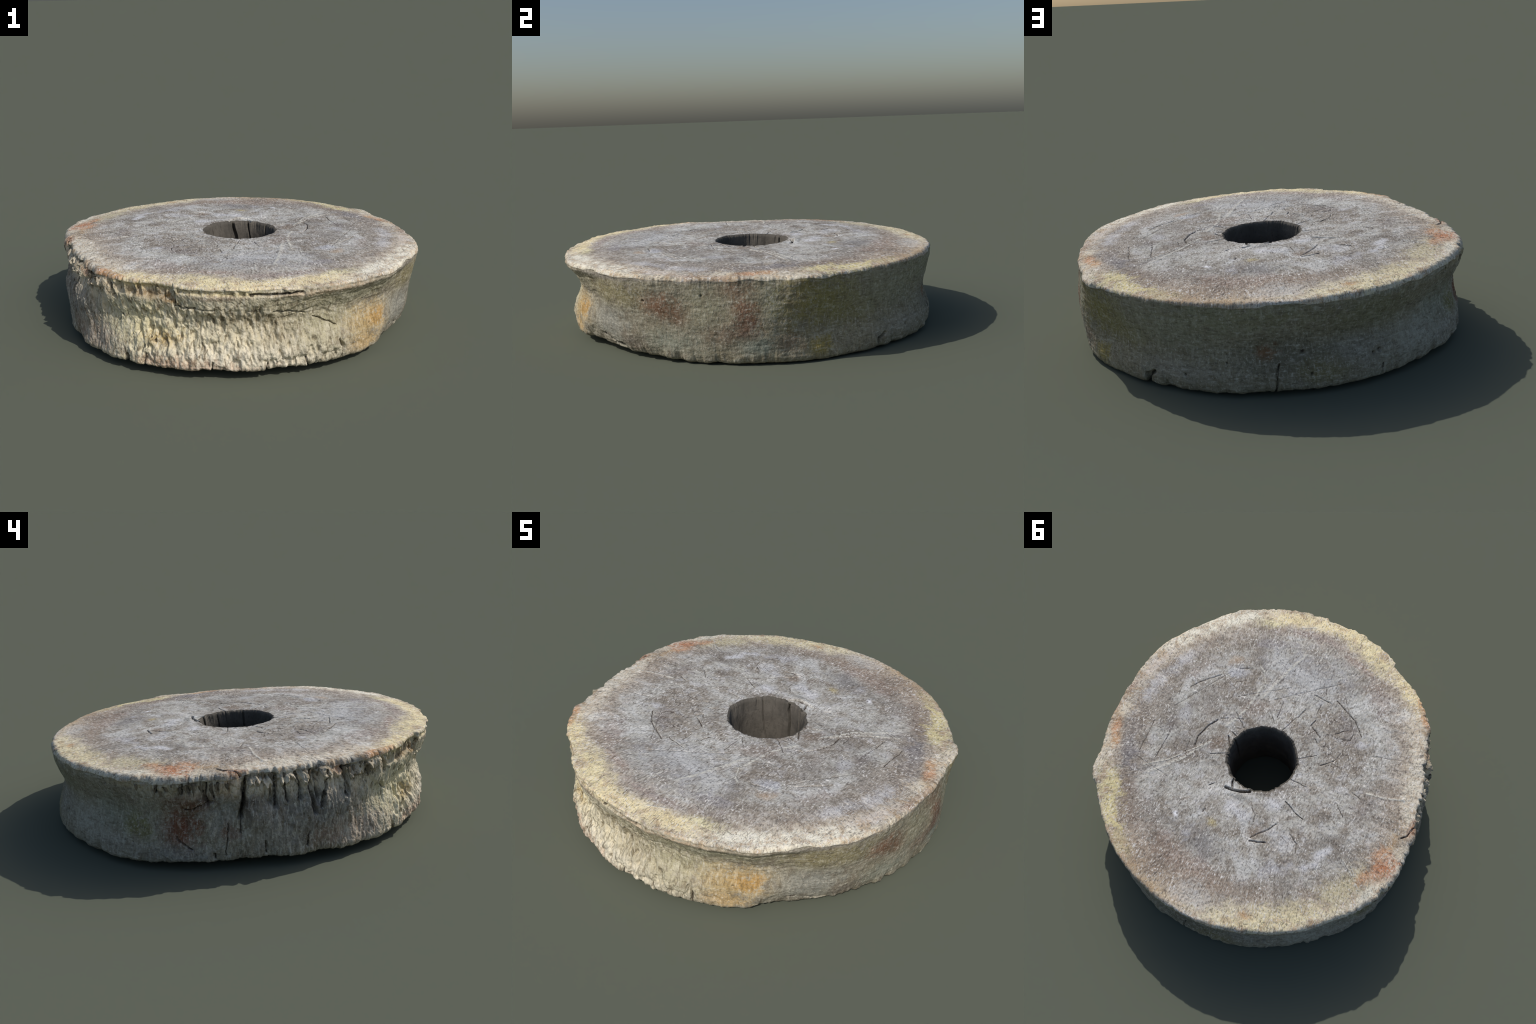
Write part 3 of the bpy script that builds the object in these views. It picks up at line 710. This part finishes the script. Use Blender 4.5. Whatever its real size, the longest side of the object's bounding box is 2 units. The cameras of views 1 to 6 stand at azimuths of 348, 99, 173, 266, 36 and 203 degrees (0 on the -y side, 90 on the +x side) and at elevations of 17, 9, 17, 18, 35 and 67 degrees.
def bone_wall():
    m = bpy.data.materials.new('weathered_bone_wall'); m.use_nodes = True
    nt = m.node_tree; nt.nodes.clear()
    G, p, x, y, z, r, az = common(nt)
    big = G.noise(p, 6.0, 4, .6, .6); mid = G.noise(p, 20.0, 4, .62, .5)
    fine = G.noise(p, 85.0, 3, .65); grit = G.noise(p, 210.0, 2, .6)
    dirn = G.vmath('NORMALIZE', G.comb(x, y, 0.0))
    wob = G.math('MULTIPLY', mid, 1.6)
    fib = G.noise(G.vmath('ADD', G.vmath('SCALE', dirn, 85.0), G.comb(0.0, 0.0, G.math('ADD', G.math('MULTIPLY', z, 30.0), wob))), 1.0, 3, .6, .8)
    col = G.mix(G.step(big, .38, .62), (.63, .605, .535), (.56, .53, .455))
    col = G.mix(G.math('MULTIPLY', G.step(mid, .50, .68), .6), col, (.45, .41, .36))
    col = G.mix(G.math('MULTIPLY', G.step(mid, .48, .30), .5), col, (.64, .645, .60))
    lump = G.noise(G.vmath('ADD', G.vmath('SCALE', dirn, 42.0), G.comb(0.0, 0.0, G.math('ADD', G.math('MULTIPLY', z, 20.0), wob))), 1.0, 3, .6, .6)
    azw = G.math('ADD', az, G.math('MULTIPLY', G.math('SUBTRACT', mid, .5), .16))
    zw = G.math('ADD', z, G.math('MULTIPLY', G.math('SUBTRACT', fine, .5), .05))
    brk = G.math('ADD', G.math('MULTIPLY', mid, .55), G.math('MULTIPLY', fine, .45))
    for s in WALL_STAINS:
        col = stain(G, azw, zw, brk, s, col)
    v = G.node('ShaderNodeGroup'); v.node_tree = STAIN
    for nm, val in (('Az', az), ('Q', z), ('Noise', mid), ('Az0', 232 * RAD), ('Q0', .2), ('WA', 80 * RAD), ('WQ', 5.0), ('Breakup', .3), ('Strength', 1.0)):
        G.put(v.inputs[nm], val)
    torn = G.math('MULTIPLY_ADD', v.outputs[0], .72, .28)
    hgr = G.noise(G.vmath('MULTIPLY', p, (26.0, 26.0, 95.0)), 1.0, 3, .6, .7)
    quiet = G.math('SUBTRACT', 1.0, v.outputs[0])
    lump_d = G.math('MULTIPLY', torn, .75); lump_l = G.math('MULTIPLY', torn, .45)
    col = G.mix(G.math('MULTIPLY', G.math('MULTIPLY', G.step(hgr, .48, .34), .55), quiet), col, (.40, .37, .31))
    col = G.mix(G.math('MULTIPLY', G.math('MULTIPLY', G.step(hgr, .54, .68), .45), quiet), col, (.74, .72, .66))
    col = G.mix(G.math('MULTIPLY', G.step(lump, .47, .33), lump_d), col, (.40, .345, .25))
    col = G.mix(G.math('MULTIPLY', G.step(lump, .53, .68), lump_l), col, (.86, .83, .76))
    col = G.mix(G.math('MULTIPLY', G.step(fib, .48, .32), G.math('MULTIPLY', torn, .62)), col, (.35, .31, .26))
    col = G.mix(G.math('MULTIPLY', G.step(fib, .53, .68), G.math('MULTIPLY', torn, .62)), col, (.88, .85, .78))
    col = G.mix(G.math('MULTIPLY', G.step(fine, .44, .30), .45), col, (.30, .27, .23))
    col = G.mix(G.math('MULTIPLY', G.step(fine, .585, .66), .35), col, (.84, .82, .76))
    # cracks in unrolled wall coordinates, seam at 130 degrees
    aw = G.math('WRAP', az, 490 * RAD, 130 * RAD)
    w1 = G.node('ShaderNodeTexNoise'); G.put(w1.inputs['Vector'], p); w1.inputs['Scale'].default_value = 32; w1.inputs['Detail'].default_value = 3
    off = G.vmath('SCALE', G.vmath('SUBTRACT', w1.outputs['Color'], (.5, .5, .5)), .018)
    pp = G.vmath('MULTIPLY', G.vmath('ADD', G.comb(G.math('MULTIPLY', aw, .95), z, 0.0), off), (1, 1, 0))
    ck = lines_mask(G, pp, [([((a if a > 130 else a + 360) * RAD * .95, zz) for a, zz in pts], wd * .7) for pts, wd, dp in WALL_CRACKS])
    col = G.mix(G.math('MULTIPLY', ck, G.math('MULTIPLY', G.step(fine, .30, .50), .85)), col, (.17, .14, .12))
    for a, zz, rad, dp in PITS:
        col = stain(G, az, z, fine, (a, zz, rad * .8 / (.95 * RAD), rad * .8, (.16, .12, .10), .85, .5), col)
    finish(G, col, G.math('ADD', G.math('MULTIPLY', fib, .9), G.math('ADD', G.math('MULTIPLY', fine, .7), G.math('MULTIPLY', grit, .3))), .0045, .92)
    return m

def bone_bore():
    m = bpy.data.materials.new('cut_bone_bore'); m.use_nodes = True
    nt = m.node_tree; nt.nodes.clear()
    G, p, x, y, z, r, az = common(nt)
    st_ = G.node('ShaderNodeMapping'); G.put(st_.inputs['Vector'], p); st_.inputs['Scale'].default_value = (10, 10, 9)
    a = G.noise(st_.outputs[0], 1.0, 4, .6, .5); fine = G.noise(p, 90.0, 3, .6)
    col = G.mix(G.step(a, .35, .65), (.335, .32, .295), (.40, .38, .35))  # bone colour darkened part way to the shade inside the hole
    col = G.mix(G.math('MULTIPLY', G.step(fine, .45, .32), .5), col, (.28, .26, .24))
    finish(G, col, fine, .003, .9)
    return m

def bone_under():
    m = bpy.data.materials.new('weathered_bone_underside'); m.use_nodes = True
    nt = m.node_tree; nt.nodes.clear()
    G, p, x, y, z, r, az = common(nt)
    big = G.noise(p, 6.0, 4, .6, .5); fine = G.noise(p, 80.0, 3, .65)
    col = G.mix(G.step(big, .38, .62), (.57, .56, .52), (.49, .46, .42))
    col = G.mix(G.math('MULTIPLY', G.step(fine, .45, .32), .5), col, (.32, .29, .26))
    finish(G, col, fine, .004, .92)
    return m

m_face, m_wall, m_bore, m_under = bone_face(), bone_wall(), bone_bore(), bone_under()

# ------------------------------------------------------------------ objects
root = bpy.data.objects.new('bone_disc', None)
root.empty_display_size = .2
bpy.context.scene.collection.objects.link(root)
root['label'] = 'weathered grey whale-bone disc with round centre hole and yellowed rim'
root['category'] = 'bone disc'
r_f1 = NF + NA                     # last face row
r_w1 = r_f1 + NW + NB
r_u1 = r_w1 + NU
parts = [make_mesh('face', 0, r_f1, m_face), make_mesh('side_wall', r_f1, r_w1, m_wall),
         make_mesh('underside', r_w1, r_u1, m_under), make_mesh('bore', r_u1, M, m_bore)]
for o in parts:
    o.parent = root

# loose bone splinters still hanging under the ragged edge on the -x side
rng = np.random.default_rng(7)
def splinter_mesh(k):
    """tapered shard: rounded-triangle cross-sections lofted to a ragged point"""
    L = 1.0; nseg = 7; nc = 8
    V = []; bend = rng.uniform(-.12, .12)
    for i in range(nseg):
        t = i / (nseg - 1)
        wdt = .5 * (1 - t ** 1.6) * (1 + .18 * rng.uniform(-1, 1)) + .02
        thk = .5 * (1 - t ** 1.3) + .03
        for c in range(nc):
            a = 2 * np.pi * c / nc
            V.append((wdt * np.cos(a) + bend * t * t + .04 * rng.uniform(-1, 1), thk * np.sin(a) * (1 if np.sin(a) > 0 else .6), -L * t))
    F = []
    for i in range(nseg - 1):
        for c in range(nc):
            F.append((i * nc + c, i * nc + (c + 1) % nc, (i + 1) * nc + (c + 1) % nc, (i + 1) * nc + c))
    F.append(tuple(range(nc - 1, -1, -1))); F.append(tuple(range((nseg - 1) * nc, nseg * nc)))
    me = bpy.data.meshes.new('splinter')
    me.from_pydata(V, [], F); me.update()
    me.polygons.foreach_set('use_smooth', np.ones(len(me.polygons), bool))
    me.materials.append(m_splinter)
    return me

def bone_splinter():
    m = bpy.data.materials.new('dry_bone_splinter'); m.use_nodes = True
    nt = m.node_tree; nt.nodes.clear()
    G = Graph(nt); tc = G.node('ShaderNodeTexCoord')
    mp = G.node('ShaderNodeMapping'); G.put(mp.inputs['Vector'], tc.outputs['Object']); mp.inputs['Scale'].default_value = (7, 7, 1.6)
    a = G.noise(mp.outputs[0], 1.0, 3, .6)
    oi = G.node('ShaderNodeObjectInfo')
    base = G.mix(oi.outputs['Random'], (.60, .55, .47), (.76, .69, .58))
    col = G.mix(G.math('MULTIPLY', G.step(a, .48, .34), .6), base, (.36, .30, .24))
    col = G.mix(G.math('MULTIPLY', G.step(a, .55, .70), .5), col, (.86, .81, .71))
    finish(G, col, a, .05, .92)
    return m
m_splinter = bone_splinter()
shards = [splinter_mesh(k) for k in range(6)]
row_at = lambda az, zz: (int(round(az / 360 * N)) % N)
for k in range(46):
    az = rng.uniform(149, 221)
    if 176.2 < az < 179.5:
        continue
    j = row_at(az, 0)
    drop = rng.uniform(.0, .022)
    ztop = P[r_f1, j, 2] - drop
    col_z = P[r_f1:r_w1, j, 2]; rr_ = np.hypot(P[r_f1:r_w1, j, 0], P[r_f1:r_w1, j, 1])
    length = rng.uniform(.030, .075) * (1.25 if 188 < az < 216 else .8)
    r0 = rr_[0] - .004
    i2 = np.argmin(np.abs(col_z - (ztop - length)))
    r1 = min(max(rr_[i2] + .002, r0 - .012), r0 + .02)
    o = bpy.data.objects.new('splinter', shards[rng.integers(6)])
    a = az * RAD
    o.location = (r0 * math.cos(a), r0 * math.sin(a), ztop)
    tilt = math.atan2(r1 - r0, length)
    o.rotation_euler = (tilt, rng.uniform(-.10, .10), a - math.pi / 2)
    o.scale = (rng.uniform(.010, .024), rng.uniform(.010, .016), length)
    bpy.context.scene.collection.objects.link(o); o.parent = root
